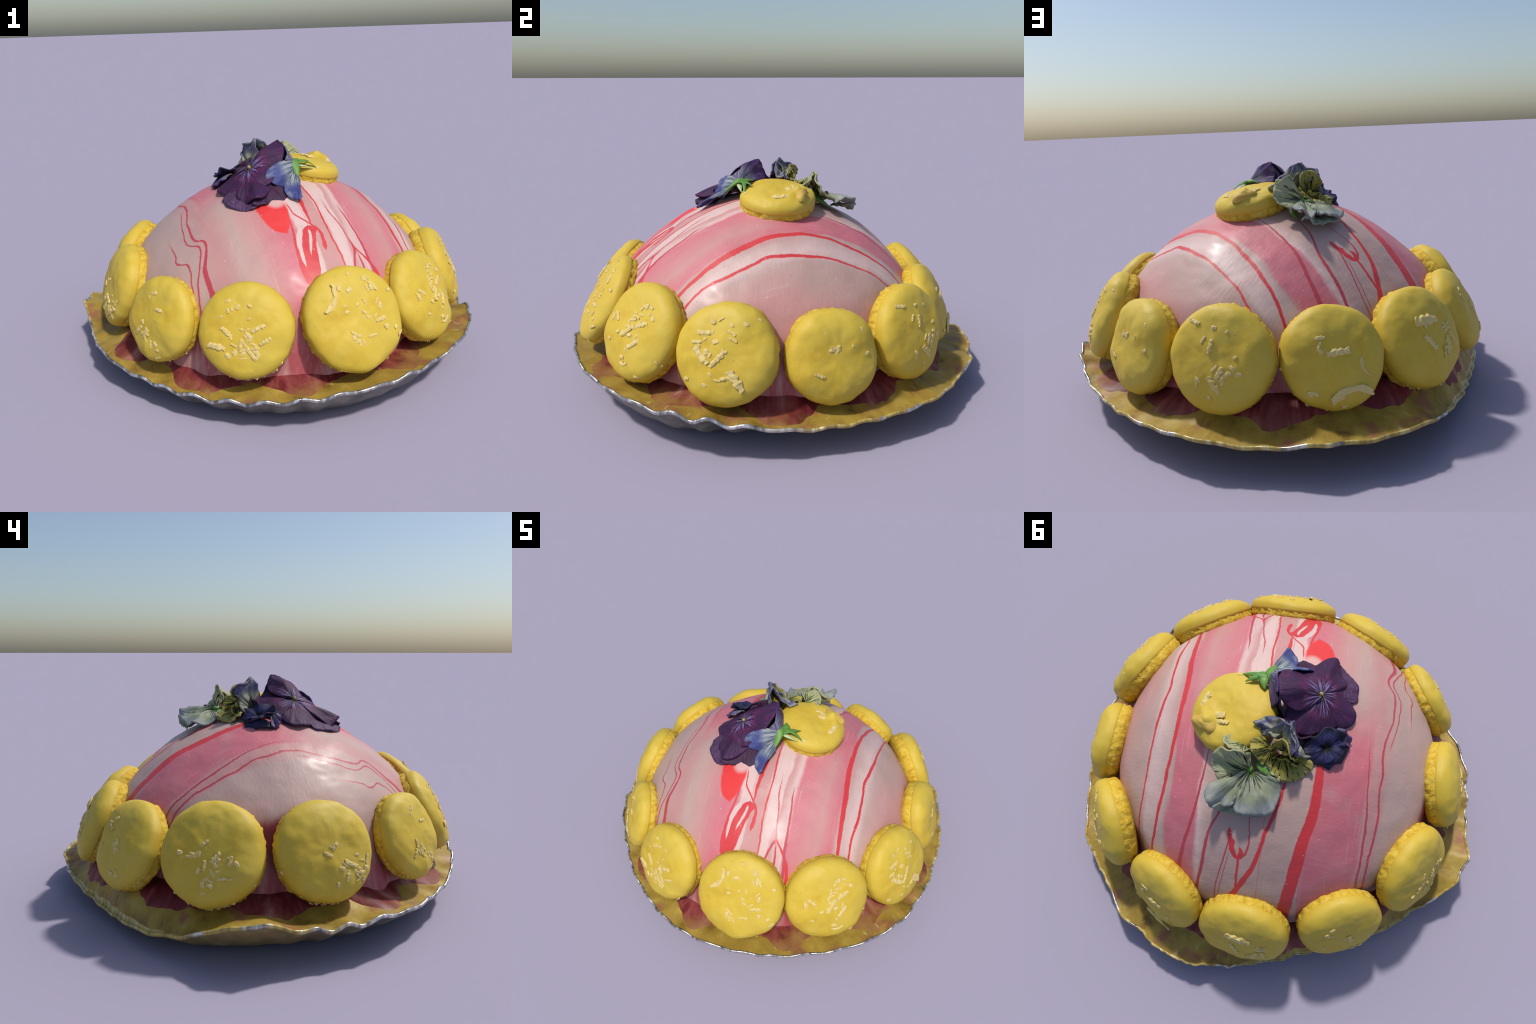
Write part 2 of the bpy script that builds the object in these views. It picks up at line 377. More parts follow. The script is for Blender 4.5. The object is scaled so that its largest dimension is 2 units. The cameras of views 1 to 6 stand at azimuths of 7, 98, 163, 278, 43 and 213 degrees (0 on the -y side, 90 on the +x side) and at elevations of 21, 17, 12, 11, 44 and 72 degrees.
M_GLAZE = glaze_material(); M_PUDDLE = puddle_material()
M_GOLD = board_material("gold_board_paper", 'gold'); M_FOIL = board_material("foil_edge", 'foil'); M_UNDER = board_material("board_back", 'under')
M_SHELL = shell_material(); M_FOOT = foot_material(); M_FLAKE = flake_material()
P_PURPLE = petal_material("purple_petal", (.10, .07, .03), (.018, .010, .045), (.30, .22, .46), ((.060, .010, .048), (.13, .018, .095)), (.045, .014, .058), .66, .9)
P_DARK = petal_material("dark_purple_petal", (.02, .01, .02), (.02, .008, .025), (.06, .02, .07), ((.045, .012, .04), (.075, .02, .065)), (.05, .02, .055), .4, .5)
P_SPECK = petal_material("speckled_petal", (.04, .015, .05), (.04, .012, .05), (.12, .04, .13), ((.085, .035, .09), (.10, .045, .11)), (.085, .04, .10), .6, .5, speck=.55)
P_BLUE = petal_material("blue_petal", (.30, .36, .22), (.09, .11, .17), (.46, .50, .48), ((.20, .23, .30), (.28, .31, .33)), (.065, .08, .25), .85, .85, .80)
P_LILAC = petal_material("lilac_petal_back", (.20, .26, .10), (.10, .09, .16), (.34, .34, .36), ((.12, .10, .20), (.20, .19, .26)), (.07, .03, .13), .7, .7)
P_INDIGO = petal_material("indigo_petal", (.004, .004, .008), (.008, .008, .03), (.14, .14, .32), ((.020, .018, .075), (.04, .036, .17)), (.018, .018, .035), .75, .45, .85, heart_r=.55)
P_CREAM = petal_material("cream_petal", (.20, .24, .04), (.02, .03, .015), (.56, .55, .26), ((.31, .34, .16), (.47, .47, .23)), (.40, .41, .24), .95, .95)
P_PALE = petal_material("pale_petal", (.10, .16, .03), (.03, .045, .025), (.52, .53, .38), ((.27, .30, .20), (.40, .41, .30)), (.30, .32, .31), .60, .9, 1.0)
P_YELLOW = petal_material("olive_yellow_petal", (.40, .28, .02), (.006, .008, .006), (.34, .30, .04), ((.30, .26, .035), (.46, .38, .05)), (.36, .32, .09), 1.05, .98)
P_GREY = petal_material("grey_green_petal", (.20, .20, .06), (.04, .045, .06), (.52, .51, .36), ((.30, .30, .20), (.44, .43, .31)), (.10, .10, .19), .6, .8, .80)
def simple_material(name, a, b, rough=.5, scale=12):
    T = Tree(name)
    return T.done(T.mix(T.noise(T.co, scale, 3.0), a, b), rough=rough)
M_SEPAL = simple_material("green_sepal", (.05, .17, .02), (.16, .34, .05))
M_STALK = simple_material("pale_spur", (.40, .50, .22), (.50, .60, .34))
M_CRUST = simple_material("browned_crust", (.46, .25, .02), (.64, .47, .10), .65, 30)

# ------------------------------------------------------------------ the thing
root = bpy.data.objects.new("glazed_dome_cake", None)
bpy.context.scene.collection.objects.link(root)
root["label"] = "pink marbled dome cake ringed with yellow macarons and pansies"
root["category"] = "cake"

# ------------------------------------------------------------------ cake dome
DOME_TOP = 0.862
PROFILE = [(0.0, .862), (.12, .850), (.24, .820), (.36, .772), (.48, .698), (.56, .633), (.62, .577), (.67, .520), (.705, .465), (.730, .400), (.748, .320), (.760, .24), (.772, .18), (.785, .14), (.80, .10)]
def dome_mesh():
    na, nr = 220, 110
    L = [0]
    for a, b in zip(PROFILE, PROFILE[1:]): L.append(L[-1] + math.hypot(b[0] - a[0], b[1] - a[1]))
    def at(s):
        for k in range(len(L) - 1):
            if s <= L[k + 1] or k == len(L) - 2:
                f = (s - L[k]) / (L[k + 1] - L[k])
                p = [PROFILE[max(0, k - 1)], PROFILE[k], PROFILE[k + 1], PROFILE[min(len(PROFILE) - 1, k + 2)]]
                if k == 0: p[0] = (-PROFILE[1][0], PROFILE[1][1])
                return [.5 * (2 * p[1][i] + (p[2][i] - p[0][i]) * f + (2 * p[0][i] - 5 * p[1][i] + 4 * p[2][i] - p[3][i]) * f * f + (3 * p[1][i] - p[0][i] - 3 * p[2][i] + p[3][i]) * f ** 3) for i in (0, 1)]
    V = [(0, 0, DOME_TOP)]
    for i in range(1, nr + 1):
        r, z = at(L[-1] * i / nr)
        for j in range(na):
            A = 2 * pi * j / na
            x, y = r * cos(A), r * sin(A)
            d = 0.010 * fbm((x, y, z), 2.6, 2) + 0.0035 * fbm((x + 5, y, z), 9, 3)
            az = math.degrees(math.atan2(x, -y))
            belt = smooth(.30, .50, r) * smooth(.30, .50, z)
            for (ba, bw, bh) in ((-75, 45, .009), (-125, 30, .004), (-25, 25, .008), (78, 12, .010)):   # the pour left the dome fuller on one side
                d += bh * belt * math.exp(-(wrap(az - ba) / bw) ** 2)
            low = smooth(.45, .12, z)
            d += low * .022 * fbm((x, y, z * .4), 6, 3)
            k = 1 + d / max(.25, math.hypot(r, z - .25))
            V.append((x * k, y * k, .25 + (z - .25) * k if z > .25 else z))
    F = [(0, 1 + (j + 1) % na, 1 + j) for j in range(na)] + ring_faces(nr, na, 1)
    return V, F
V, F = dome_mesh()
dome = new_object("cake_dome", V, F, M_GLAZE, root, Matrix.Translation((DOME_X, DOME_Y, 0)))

# ------------------------------------------------------------------ cake board with crimped rim
# azimuth (0 = -y, 90 = +x), rim radius, rim height
RIM = [(-180, .965, .14), (-170, .95, .14), (-160, .91, .11), (-150, .86, .085), (-140, .832, .075), (-130, .83, .068), (-120, .85, .072), (-110, .885, .082), (-100, .90, .10), (-92, .965, .17),
       (-80, .985, .20), (-70, .95, .16), (-60, .95, .157), (-50, .96, .17), (-40, .935, .138), (-30, .93, .14), (-20, .935, .14), (-10, .94, .142), (0, .965, .162), (10, .98, .175), (20, .988, .187), (30, .99, .19), (40, .993, .195),
       (50, .99, .19), (60, 1.0, .20), (70, 1.008, .20), (80, 1.0, .198), (90, .97, .17), (100, .955, .146), (110, .945, .137), (120, .95, .14), (130, .96, .142), (140, .965, .14), (150, .955, .125), (160, .96, .13), (170, .955, .133), (180, .965, .14)]
# azimuth, radius of the flat foot the board stands on: it dips towards the front
BASE = [(-180, .36), (-150, .36), (-125, .50), (-110, .64), (-98, .70), (-88, .70), (-60, .65), (-20, .70), (30, .75), (70, .735), (100, .61), (130, .46), (160, .36), (180, .36)]
def rim_at(a):
    a = wrap(a)
    R, Z = interp(RIM, a)
    R *= 1 + .010 * smooth(75, 40, abs(wrap(a - 40))) + .012 * smooth(25, 10, abs(wrap(a - 178)))
    fl = smooth(1.9, 1.2, abs(wrap(a - 15)) / 57.3)          # crimping is crispest at the front
    amp = (.003 + .0085 * fl) * (.85 + .8 * noise.noise(Vector((cos(rad(a)) * 3.1, sin(rad(a)) * 3.1, 9.0))))
    ph = 2 * pi * a / 360 * 40 + 2.2 * noise.noise(Vector((cos(rad(a)) * 2.2, sin(rad(a)) * 2.2, 4.0)))
    wv = sin(ph)
    rag = (1 - .75 * fl) * (.014 * noise.noise(Vector((cos(rad(a)) * 11, sin(rad(a)) * 11, 1.0))) + .007 * noise.noise(Vector((cos(rad(a)) * 40, sin(rad(a)) * 40, 1.0))))
    fold = noise.noise(Vector((cos(rad(a)) * 5.5, sin(rad(a)) * 5.5, 6.0)))
    tip = .5 * math.exp(-(wrap(a + 82) / 5) ** 2) + .6 * math.exp(-(wrap(a - 166) / 5) ** 2)     # upturned torn corners
    R += .008 * fold + .014 * tip; Z += .008 * fold + .022 * tip
    return R + .004 * sin(ph + .8) * fl + rag, Z + amp * wv + rag * .6, wv * amp
def board_top(r, a):
    """height of the board's upper face"""
    R, Z, wv = rim_at(a)
    f = (r - .70) / (R - .70)
    floor = .158
    floor += .052 * (1 - smooth(.72, .90, r))
    if f <= 0: return floor
    lump = .016 * noise.noise(Vector((cos(rad(a)) * 7, sin(rad(a)) * 7, r * 6))) * sin(pi * min(1, f))
    return floor + (Z - .004 - wv - floor) * (f ** (1.6 + 3.4 * smooth(.12, .07, Z))) + wv * smooth(.72, 1, f) + lump
def board_meshes():
    na = 420
    top, edge, under = [], [], []
    NT, NU = 16, 12
    for i in range(NT):
        for j in range(na):
            a = 360 * j / na; R, Z, wv = rim_at(a)
            r = .55 + (R - .010 - .55) * i / (NT - 1)
            top.append((r * sin(rad(a)), -r * cos(rad(a)), board_top(r, a)))
    prof = [(-.010, None), (-.006, .003), (-.001, .004), (.003, 0), (.003, -.006), (-.002, -.013), (-.010, -.018)]
    for i, (dr, dz) in enumerate(prof):
        for j in range(na):
            a = 360 * j / na; R, Z, wv = rim_at(a)
            z = board_top(R - .010, a) if dz is None else Z + dz
            r = R + dr
            edge.append((r * sin(rad(a)), -r * cos(rad(a)), z))
    for i in range(NU):
        f = i / (NU - 1)
        for j in range(na):
            a = 360 * j / na; R, Z, wv = rim_at(a)
            r0, z0 = R - .010, Z - .018
            r1 = interp(BASE, wrap(a))[0]
            r = r0 + (r1 - r0) * f
            z = z0 * (1 - f) ** (1.3 + .5 * smooth(70, 40, abs(wrap(a - 25)))) - .016 * sin(pi * f) * smooth(.02, .1, z0) + wv * (1 - f) * .3 - (wv * (1 - f) * .3 if i == 0 else 0)
            under.append((r * sin(rad(a)), -r * cos(rad(a)), max(0.0, z)))
    fu = ring_faces(NU, na)
    under.append((0, 0, 0)); c = len(under) - 1
    fu += [((NU - 1) * na + j, (NU - 1) * na + (j + 1) % na, c) for j in range(na)]
    top.append((0, 0, .210)); ct = len(top) - 1
    ft = ring_faces(NT, na) + [(j, ct, (j + 1) % na) for j in range(na)]
    return top, ft, edge, ring_faces(len(prof), na), under, fu
t_, ft, e_, fe, u_, fu = board_meshes()
board = new_object("cake_board", t_, ft, M_GOLD, root)
new_object("foil_rim", e_, fe, M_FOIL, board)
new_object("board_underside", u_, fu, M_UNDER, board)

# ------------------------------------------------------------------ spilled glaze on the board
# (azimuth of the gap between two macarons, reach, half width in degrees)
SPILLS = [(-78, .10, 9), (-108, .07, 14), (-46, .13, 7), (-16, .10, 8), (13, .12, 8), (43, .12, 9), (71, .10, 11), (99, .14, 8), (128, .09, 12), (158, .10, 12), (188, .08, 12), (215, .09, 13), (248, .03, 10)]
def puddle_reach(a):
    r = .80 + DOME_X * sin(rad(a)) * .8 + -DOME_Y * cos(rad(a)) * .8
    g = 0
    for ga, amp, wd in SPILLS:
        d = wrap(a - ga) / wd
        g = max(g, amp * (1 + .6 * noise.noise(Vector((ga, 2.0, 7.0)))) * math.exp(-d * d))
    r += g + .030 * noise.noise(Vector((cos(rad(a)) * 9, sin(rad(a)) * 9, 3.0))) + .014 * noise.noise(Vector((cos(rad(a)) * 24, sin(rad(a)) * 24, 3.0)))
    return min(r, rim_at(a)[0] - .022)
na, NR = 420, 16
pv = []
for i in range(NR):
    f = i / (NR - 1)
    for j in range(na):
        a = 360 * j / na
        ro = puddle_reach(a); r = .70 + (ro - .70) * f
        h = (.013 + .008 * fbm((r * sin(rad(a)), r * cos(rad(a)), 0), 9, 3)) * (1 - f ** 4) - .003 * f ** 8
        pv.append((r * sin(rad(a)), -r * cos(rad(a)), board_top(r, a) + max(h, -.003)))
new_object("glaze_puddle", pv, ring_faces(NR, na), M_PUDDLE, root)

# ------------------------------------------------------------------ macarons
# azimuth, distance from axis, height, radius, outward tilt, yaw, half thickness
MACARONS = [
    (-94.2, .760, .382, .204, 25.0, .4, .078), (-62.3, .771, .386, .198, 21.0, .2, .079), (-30.3, .807, .381, .182, 20.6, -3.7, .069), (-2.2, .817, .398, .195, 26.1, -.8, .072),
    (28.4, .826, .413, .216, 31.0, -2.0, .066), (57.0, .830, .397, .206, 27.8, .4, .076), (85.1, .829, .383, .201, 22.4, 1.7, .083), (113.8, .803, .356, .188, 15.7, .1, .079),
    (142.8, .788, .370, .200, 15.2, -.7, .079), (172.7, .753, .360, .193, 21.9, -1.5, .074), (202.8, .743, .359, .200, 24.0, -4.6, .080), (235.0, .752, .358, .187, 26.1, -5.7, .076)]
EXP = 2.6
def flake_mesh(kind, k):
    """a shaving of coconut: an irregular bar with rounded long edges, some of them bent into an arc"""
    g = random.Random(100 + k)
    n = 9 if kind != 'crumb' else 5
    bend = {'strip': g.uniform(-.25, .25), 'arc': 1.5 * g.choice((-1, 1)), 'crumb': 0}[kind]
    wid = {'strip': .16, 'arc': .09, 'crumb': .33}[kind]
    V = []
    for i in range(n):
        u = i / (n - 1) - .5
        x = u if abs(bend) < .01 else sin(u * bend) / bend
        y = 0 if abs(bend) < .01 else (1 - cos(u * bend)) / bend
        w = wid * (1 - .25 * abs(2 * u) ** 3) * g.uniform(.75, 1.2)
        h = wid * .55 * g.uniform(.6, 1.3) * (1 - .4 * abs(2 * u) ** 2)
        for (cy, cz) in ((-1, -.6), (-.9, .5), (-.4, 1), (.4, 1), (.9, .5), (1, -.6)):
            V.append((x + g.uniform(-.04, .04), y + (cy + g.uniform(-.25, .25)) * w, cz * h * g.uniform(.7, 1.2)))
    F = []
    for i in range(n - 1):
        for j in range(6):
            F.append((i * 6 + j, i * 6 + (j + 1) % 6, (i + 1) * 6 + (j + 1) % 6, (i + 1) * 6 + j))
    F += [tuple(range(6)), tuple((n - 1) * 6 + j for j in reversed(range(6)))]
    me = bpy.data.meshes.new("coconut_flake"); me.from_pydata(V, [], F); me.update()
    bm = bmesh.new(); bm.from_mesh(me); bmesh.ops.recalc_face_normals(bm, faces=bm.faces); bm.to_mesh(me); bm.free()
    me.materials.append(M_FLAKE)
    return me
FLAKES = {k: [flake_mesh(k, i + 10 * n) for i in range(4)] for n, k in enumerate(('strip', 'arc', 'crumb'))}

LUMPS = {}
def cap_height(R, th, x, y, off=None):
    q = min(.999, math.hypot(x, y) / R)
    s = (1 - q ** EXP) ** (1 / EXP)
    return th * s + (0 if off is None else .009 * noise.noise(Vector((x, y, 0)) * 9 + off) * smooth(-.2, .5, s))

def macaron(M, R, th, seed, dents=()):
    off = Vector((seed * 3.7, seed * 1.3, 0))
    na = 96
    def radius(A): return R * (1 + .030 * noise.noise(Vector((cos(A) * 1.3, sin(A) * 1.3, 0)) + off) + .017 * noise.noise(Vector((cos(A) * 4, sin(A) * 4, 5)) + off))
    # outer shell: from the pole down to just past the equator
    n = 26
    d0 = .009 * noise.noise(off) + .003 * fbm((off.x, 0, th), 24, 2) + sum(q[3] * math.exp(-(q[0] ** 2 + q[1] ** 2) / q[2] ** 2) for q in dents)
    V = [(0, 0, th + d0)]
    lo = -.12
    for i in range(1, n + 1):
        ph = pi / 2 + (lo - pi / 2) * (i / n) ** .9
        c = max(0, cos(ph)) ** (2 / EXP); s = math.copysign(abs(sin(ph)) ** (2 / EXP), sin(ph))
        for j in range(na):
            A = 2 * pi * j / na; rr = radius(A) * c
            x, y = rr * cos(A), rr * sin(A)
            z = th * s
            d = .009 * noise.noise(Vector((x, y, 0)) * 9 + off) + .003 * fbm((x + off.x, y, z), 24, 2)
            for (dx, dy, dr, dh) in dents:
                d += dh * math.exp(-((x - dx) ** 2 + (y - dy) ** 2) / dr ** 2)
            if i == n: x *= .965; y *= .965
            V.append((x, y, z + d * smooth(-.2, .5, s)))
    F = [(0, 1 + (j + 1) % na, 1 + j) for j in range(na)] + ring_faces(n, na, 1)
    body = new_object("macaron", V, F, M_SHELL, root, M)
    LUMPS[body] = off
    # ragged foot and the inner shell that is pressed into the glaze
    V = []; prof = [(.90, .03), (.955, .0), (.985, -.16), (.975, -.30), (.995, -.44), (.975, -.56), (.95, -.66), (.90, -.80), (.75, -.93), (.45, -1.0)]
    nf = 160
    for i, (pr, pz) in enumerate(prof):
        for j in range(nf):
            A = 2 * pi * j / nf
            rag = (.030 * noise.noise(Vector((cos(A) * 9, sin(A) * 9, pz * 5)) + off) + .022 * noise.noise(Vector((cos(A) * 26, sin(A) * 26, pz * 9)) + off)) * (1 if 1 < i < 7 else .2)
            rr = radius(A) * (pr + rag)
            V.append((rr * cos(A), rr * sin(A), th * (pz + (.10 * noise.noise(Vector((cos(A) * 12, sin(A) * 12, 2)) + off) if 1 < i < 7 else 0))))
    F = ring_faces(len(prof), nf); V.append((0, 0, -th)); c = len(V) - 1
    F += [((len(prof) - 1) * nf + j, (len(prof) - 1) * nf + (j + 1) % nf, c) for j in range(nf)]
    new_object("macaron_foot", V, F, M_FOOT, body, M)
    return body

def add_flake(body, M, R, th, kind, u, v, ang, length, g):
    """u, v in units of the macaron radius on its face; v points up the cake"""
    x, y = u * R, v * R
    off = LUMPS[body]
    z = cap_height(R, th, x, y, off)
    e = .004
    nx = -(cap_height(R, th, x + e, y, off) - cap_height(R, th, x - e, y, off)) / (2 * e)
    ny = -(cap_height(R, th, x, y + e, off) - cap_height(R, th, x, y - e, off)) / (2 * e)
    nrm = Vector((nx, ny, 1)).normalized()
    t = Vector((cos(ang), sin(ang), 0)); t = (t - nrm * t.dot(nrm)).normalized()
    b = nrm.cross(t)
    L = Matrix((t, b, nrm)).transposed().to_4x4()
    L.translation = Vector((x, y, z)) + nrm * .0008
    ob = bpy.data.objects.new("coconut_flake", g.choice(FLAKES[kind]))
    bpy.context.scene.collection.objects.link(ob)
    place(ob, body, M @ L @ Matrix.Diagonal((length, length, length, 1)))

# flakes on each face: clusters (u, v, spread, count) and single shavings (kind, u, v, angle, length)
TOPPING = [
    ([(.30, -.15, .22, 5), (-.2, -.05, .3, 4), (.25, -.5, .25, 5), (-.1, -.62, .25, 4)], [('strip', -.3, -.1, .1, .045), ('strip', .15, -.1, .9, .05)]),
    ([(.35, -.45, .2, 8), (.05, -.05, .15, 3), (.65, -.35, .18, 5)], [('strip', .35, -.3, -.4, .06), ('arc', .55, -.55, 1.0, .05)]),
    ([(-.15, -.38, .25, 9), (.3, -.6, .2, 5), (-.1, .35, .25, 3)], [('strip', -.35, -.35, .9, .05), ('strip', .2, .25, 0, .04)]),
    ([(.05, -.2, .38, 14), (.2, -.45, .14, 6), (-.1, .3, .4, 4)], [('strip', -.55, -.35, -.15, .07), ('strip', .30, .05, .5, .06), ('strip', .45, -.2, .6, .05), ('strip', -.35, -.05, -.7, .055), ('strip', -.05, -.3, 1.5, .055), ('strip', .18, -.48, -.8, .06)]),
    ([(.30, .55, .28, 7), (-.15, -.4, .10, 6), (.35, -.1, .18, 3), (.1, -.05, .5, 6), (.6, -.3, .2, 3)], [('arc', -.42, .38, 1.1, .13), ('strip', .42, -.12, .2, .05), ('strip', .18, -.38, .1, .04), ('strip', .42, .52, -1.0, .05)]),
    ([(.15, .10, .30, 13), (.35, .45, .18, 4), (-.3, -.05, .3, 3), (.1, -.55, .4, 4)], [('strip', .0, -.05, .9, .07), ('strip', .3, .15, .5, .06), ('strip', -.45, .15, -.8, .05), ('strip', .25, -.25, .8, .06), ('arc', .1, -.7, .2, .06)]),
    ([(-.2, .05, .28, 8), (.15, .5, .3, 3), (-.3, -.45, .4, 3), (.3, .45, .3, 2)], [('strip', -.4, -.05, -.75, .08), ('strip', -.1, -.12, .9, .06), ('strip', .3, -.45, -.9, .09), ('strip', -.35, .38, .1, .06), ('strip', .12, -.42, .2, .05), ('strip', -.5, .2, .1, .04)]),
    ([(-.05, .2, .1, 2), (.55, .3, .2, 2)], [('strip', -.42, -.28, -.4, .045), ('strip', -.05, .22, -.4, .04)]),
    ([(.2, -.22, .12, 9), (-.1, .55, .2, 2), (-.05, -.6, .3, 2), (.5, .0, .15, 2)], [('strip', .05, -.42, -.9, .07), ('strip', -.45, .65, -.3, .05), ('strip', -.05, .25, 1.4, .05), ('strip', .25, -.25, .8, .05)]),
    ([(-.3, .22, .1, 2), (.35, -.8, .18, 2), (-.45, -.6, .12, 2)], [('strip', .05, .07, .1, .085), ('arc', .48, -.25, -1.2, .08), ('arc', .22, -.62, .15, .16)]),
    ([(.45, .0, .15, 4), (-.1, .25, .1, 2), (.3, -.4, .15, 4)], [('strip', -.05, .28, -.1, .11), ('strip', -.1, -.15, -1.0, .07), ('strip', .35, -.3, 1.3, .07), ('strip', .55, -.2, -1.2, .06)]),
    ([(.1, -.1, .15, 2), (.25, -.75, .25, 5), (-.3, .45, .2, 2)], [('strip', .12, -.12, -1.4, .06), ('strip', -.5, -.25, 1.4, .035)]),
]
RAGGED = {0: 16, 1: 20, 2: 16, 3: 8, 5: 10, 4: 4, 9: 8, 10: 8, 11: 12}
for k, (a, dist, z, R, tilt, yaw, th) in enumerate(MACARONS):
    na_ = rad(a + yaw); ti = rad(tilt)
    nrm = Vector((sin(na_) * cos(ti), -cos(na_) * cos(ti), sin(ti)))
    sx = Vector((cos(na_), sin(na_), 0)); up = nrm.cross(sx)
    M = Matrix((sx, up, nrm)).transposed().to_4x4()
    M.translation = Vector((sin(rad(a)) * dist, -cos(rad(a)) * dist, z))
    body = macaron(M, R, th, k + 1)
    g = random.Random(50 + k)
    clusters, singles = TOPPING[k]
    for (u, v, sp, n) in clusters:
        for _ in range(math.ceil(n * 1.2)):
            uu, vv = u + g.gauss(0, sp * .6), v + g.gauss(0, sp * .6)
            q = math.hypot(uu, vv)
            if q > .94: uu *= .94 / q; vv *= .94 / q
            kind = 'crumb' if g.random() < .7 else 'strip'
            add_flake(body, M, R, th, kind, uu, vv, g.uniform(0, pi), g.uniform(.016, .030) * (1.35 if kind == 'strip' else .85), g)
    for (kind, u, v, ang, L) in singles: add_flake(body, M, R, th, kind, u, v, ang, L, g)
    # coconut fuzz hanging from the lower edge, one joined part
    if k in RAGGED:
        V, F = [], []
        for _ in range(RAGGED[k] * 3):
            A = -pi / 2 + g.gauss(0, .55)
            r0 = R * g.uniform(.94, 1.0); zz = th * g.uniform(-.45, .25)
            p = Vector((r0 * cos(A), r0 * sin(A), zz)); d = Vector((cos(A), sin(A), g.uniform(-.5, .4))).normalized()
            L = g.uniform(.003, .010); w = g.uniform(.006, .012)
            s = d.cross(Vector((0, 0, 1))).normalized(); q = d.cross(s)
            b = len(V)
            V += [p + s * w, p + q * w * .7, p - s * w, p - q * w * .7, p + d * L]
            F += [(b, b + 1, b + 4), (b + 1, b + 2, b + 4), (b + 2, b + 3, b + 4), (b + 3, b, b + 4), (b + 3, b + 2, b + 1, b)]
        fz = new_object("coconut_fuzz", V, F, M_FLAKE, body, M, shade=False); fz["kind"] = "stuff"

# macaron lying on the crown
nrm = Vector((.20, .06, 1)).normalized(); sx = Vector((0, 1, 0)).cross(nrm).normalized(); up = nrm.cross(sx)
M = Matrix((sx, up, nrm)).transposed().to_4x4(); M.translation = Vector((.176, .036, .862))
TOP_R, TOP_T = .172, .062
body = macaron(M, TOP_R, TOP_T, 31, dents=((.045, .098, .030, .030), (.09, .07, .03, .012), (.0, .03, .05, -.006)))
g = random.Random(5)
add_flake(body, M, TOP_R, TOP_T, 'strip', .62, .18, -1.3, .085, g)
add_flake(body, M, TOP_R, TOP_T, 'crumb', .1, .30, .5, .04, g)
add_flake(body, M, TOP_R, TOP_T, 'strip', -.05, .42, .3, .05, g)
add_flake(body, M, TOP_R, TOP_T, 'crumb', .35, -.80, .3, .022, g)
# broken, browned crust on its far edge
V, F = [], []
for i in range(9):
    for j in range(16):
        A = 2 * pi * j / 16; f = i / 8
        r = .055 * sin(pi / 2 * f) * (1 + .3 * noise.noise(Vector((cos(A) * 2, sin(A) * 2, 7))))
        V.append((.055 + r * cos(A) * 1.1, .112 + r * sin(A) * .55, .078 - .035 * f * f + .012 * noise.noise(Vector((r * 40 * cos(A), r * 40 * sin(A), 3)))))
new_object("broken_crust", V, ring_faces(9, 16), M_CRUST, body, M)

# ------------------------------------------------------------------ pansies
def catmull(P, f):
    n = len(P) - 1
    x = f * n; k = min(n - 1, int(x)); t = x - k
    g = lambda i: P[i] if 0 <= i <= n else (P[0] * 2 - P[1] if i < 0 else P[n] * 2 - P[n - 1])
    a, b, c, d = g(k - 1), g(k), g(k + 1), g(k + 2)
    return .5 * (2 * b + (c - a) * t + (2 * a - 5 * b + 4 * c - d) * t * t + (3 * b - a - 3 * c + d) * t ** 3)

def petal(flower, mat, claw, rim, bulge=.02, ruffle=.008, seed=1, curl=0.0, thick=.006, name="petal", crease=.004):
    """a petal fans out from its claw to a free edge drawn through a few rim points"""
    claw = Vector(claw); rim = [Vector(p) for p in rim]
    mean = sum(rim, Vector()) / len(rim) - claw
    length = sum((p - claw).length for p in rim) / len(rim)
    nrm = Vector()
    for a, b in zip(rim, rim[1:]): nrm += (a - claw).cross(b - claw)
    nrm.normalize()
    if nrm.z < 0 and abs(nrm.z) > .25: nrm = -nrm
    x = (mean - nrm * mean.dot(nrm)).normalized(); y = nrm.cross(x)
    M = Matrix((x, y, nrm)).transposed().to_4x4(); M.translation = claw
    M = M @ Matrix.Diagonal((length, length, length, 1)); Mi = M.inverted()
    nu, nv = 16, 34
    off = Vector((seed * 2.3, seed * 5.1, 0))
    V = []
    for i in range(nu):
        u = .03 + .97 * i / (nu - 1)
        for j in range(nv):
            v = j / (nv - 1)
            p = claw + (catmull(rim, v) - claw) * u
            d = bulge * sin(pi * u ** .8) * (.5 + .5 * sin(pi * v))
            d += ruffle * u * u * (sin(v * 13 + seed * 2) * .6 + 1.4 * noise.noise(Vector((v * 5, u * 1.5, 0)) + off))
            d += .35 * ruffle * noise.noise(Vector((v * 14, u * 3, 3)) + off) * u
            d += crease * u * (1 - 2.4 * abs(noise.noise(Vector((v * 4.5, u * .7, 6)) + off)) - 1.2 * abs(noise.noise(Vector((v * 9, u * 2.2, 8)) + off)))
            d -= curl * smooth(.75, 1, u)
            edge = .010 * noise.noise(Vector((v * 7, 9, 0)) + off) * u * u
            V.append(Mi @ (p + nrm * d + (catmull(rim, v) - claw).normalized() * edge))
    F = [(i * nv + j, i * nv + j + 1, (i + 1) * nv + j + 1, (i + 1) * nv + j) for i in range(nu - 1) for j in range(nv - 1)]
    ob = new_object(name, V, F, mat, flower, M)
    sm = ob.modifiers.new("thickness", 'SOLIDIFY'); sm.thickness = thick / length; sm.offset = -1
    return ob

def flower_root(loc, mat, radius, name="pansy"):
    V = []; n = 10
    for i in range(7):
        ph = -pi / 2 + pi * (i + .5) / 7
        for j in range(n):
            A = 2 * pi * j / n
            V.append((radius * cos(ph) * cos(A), radius * cos(ph) * sin(A), radius * sin(ph)))
    F = ring_faces(7, n) + [tuple(reversed(range(n))), tuple(6 * n + j for j in range(n))]
    return new_object(name, V, F, mat, root, Matrix.Translation(loc))

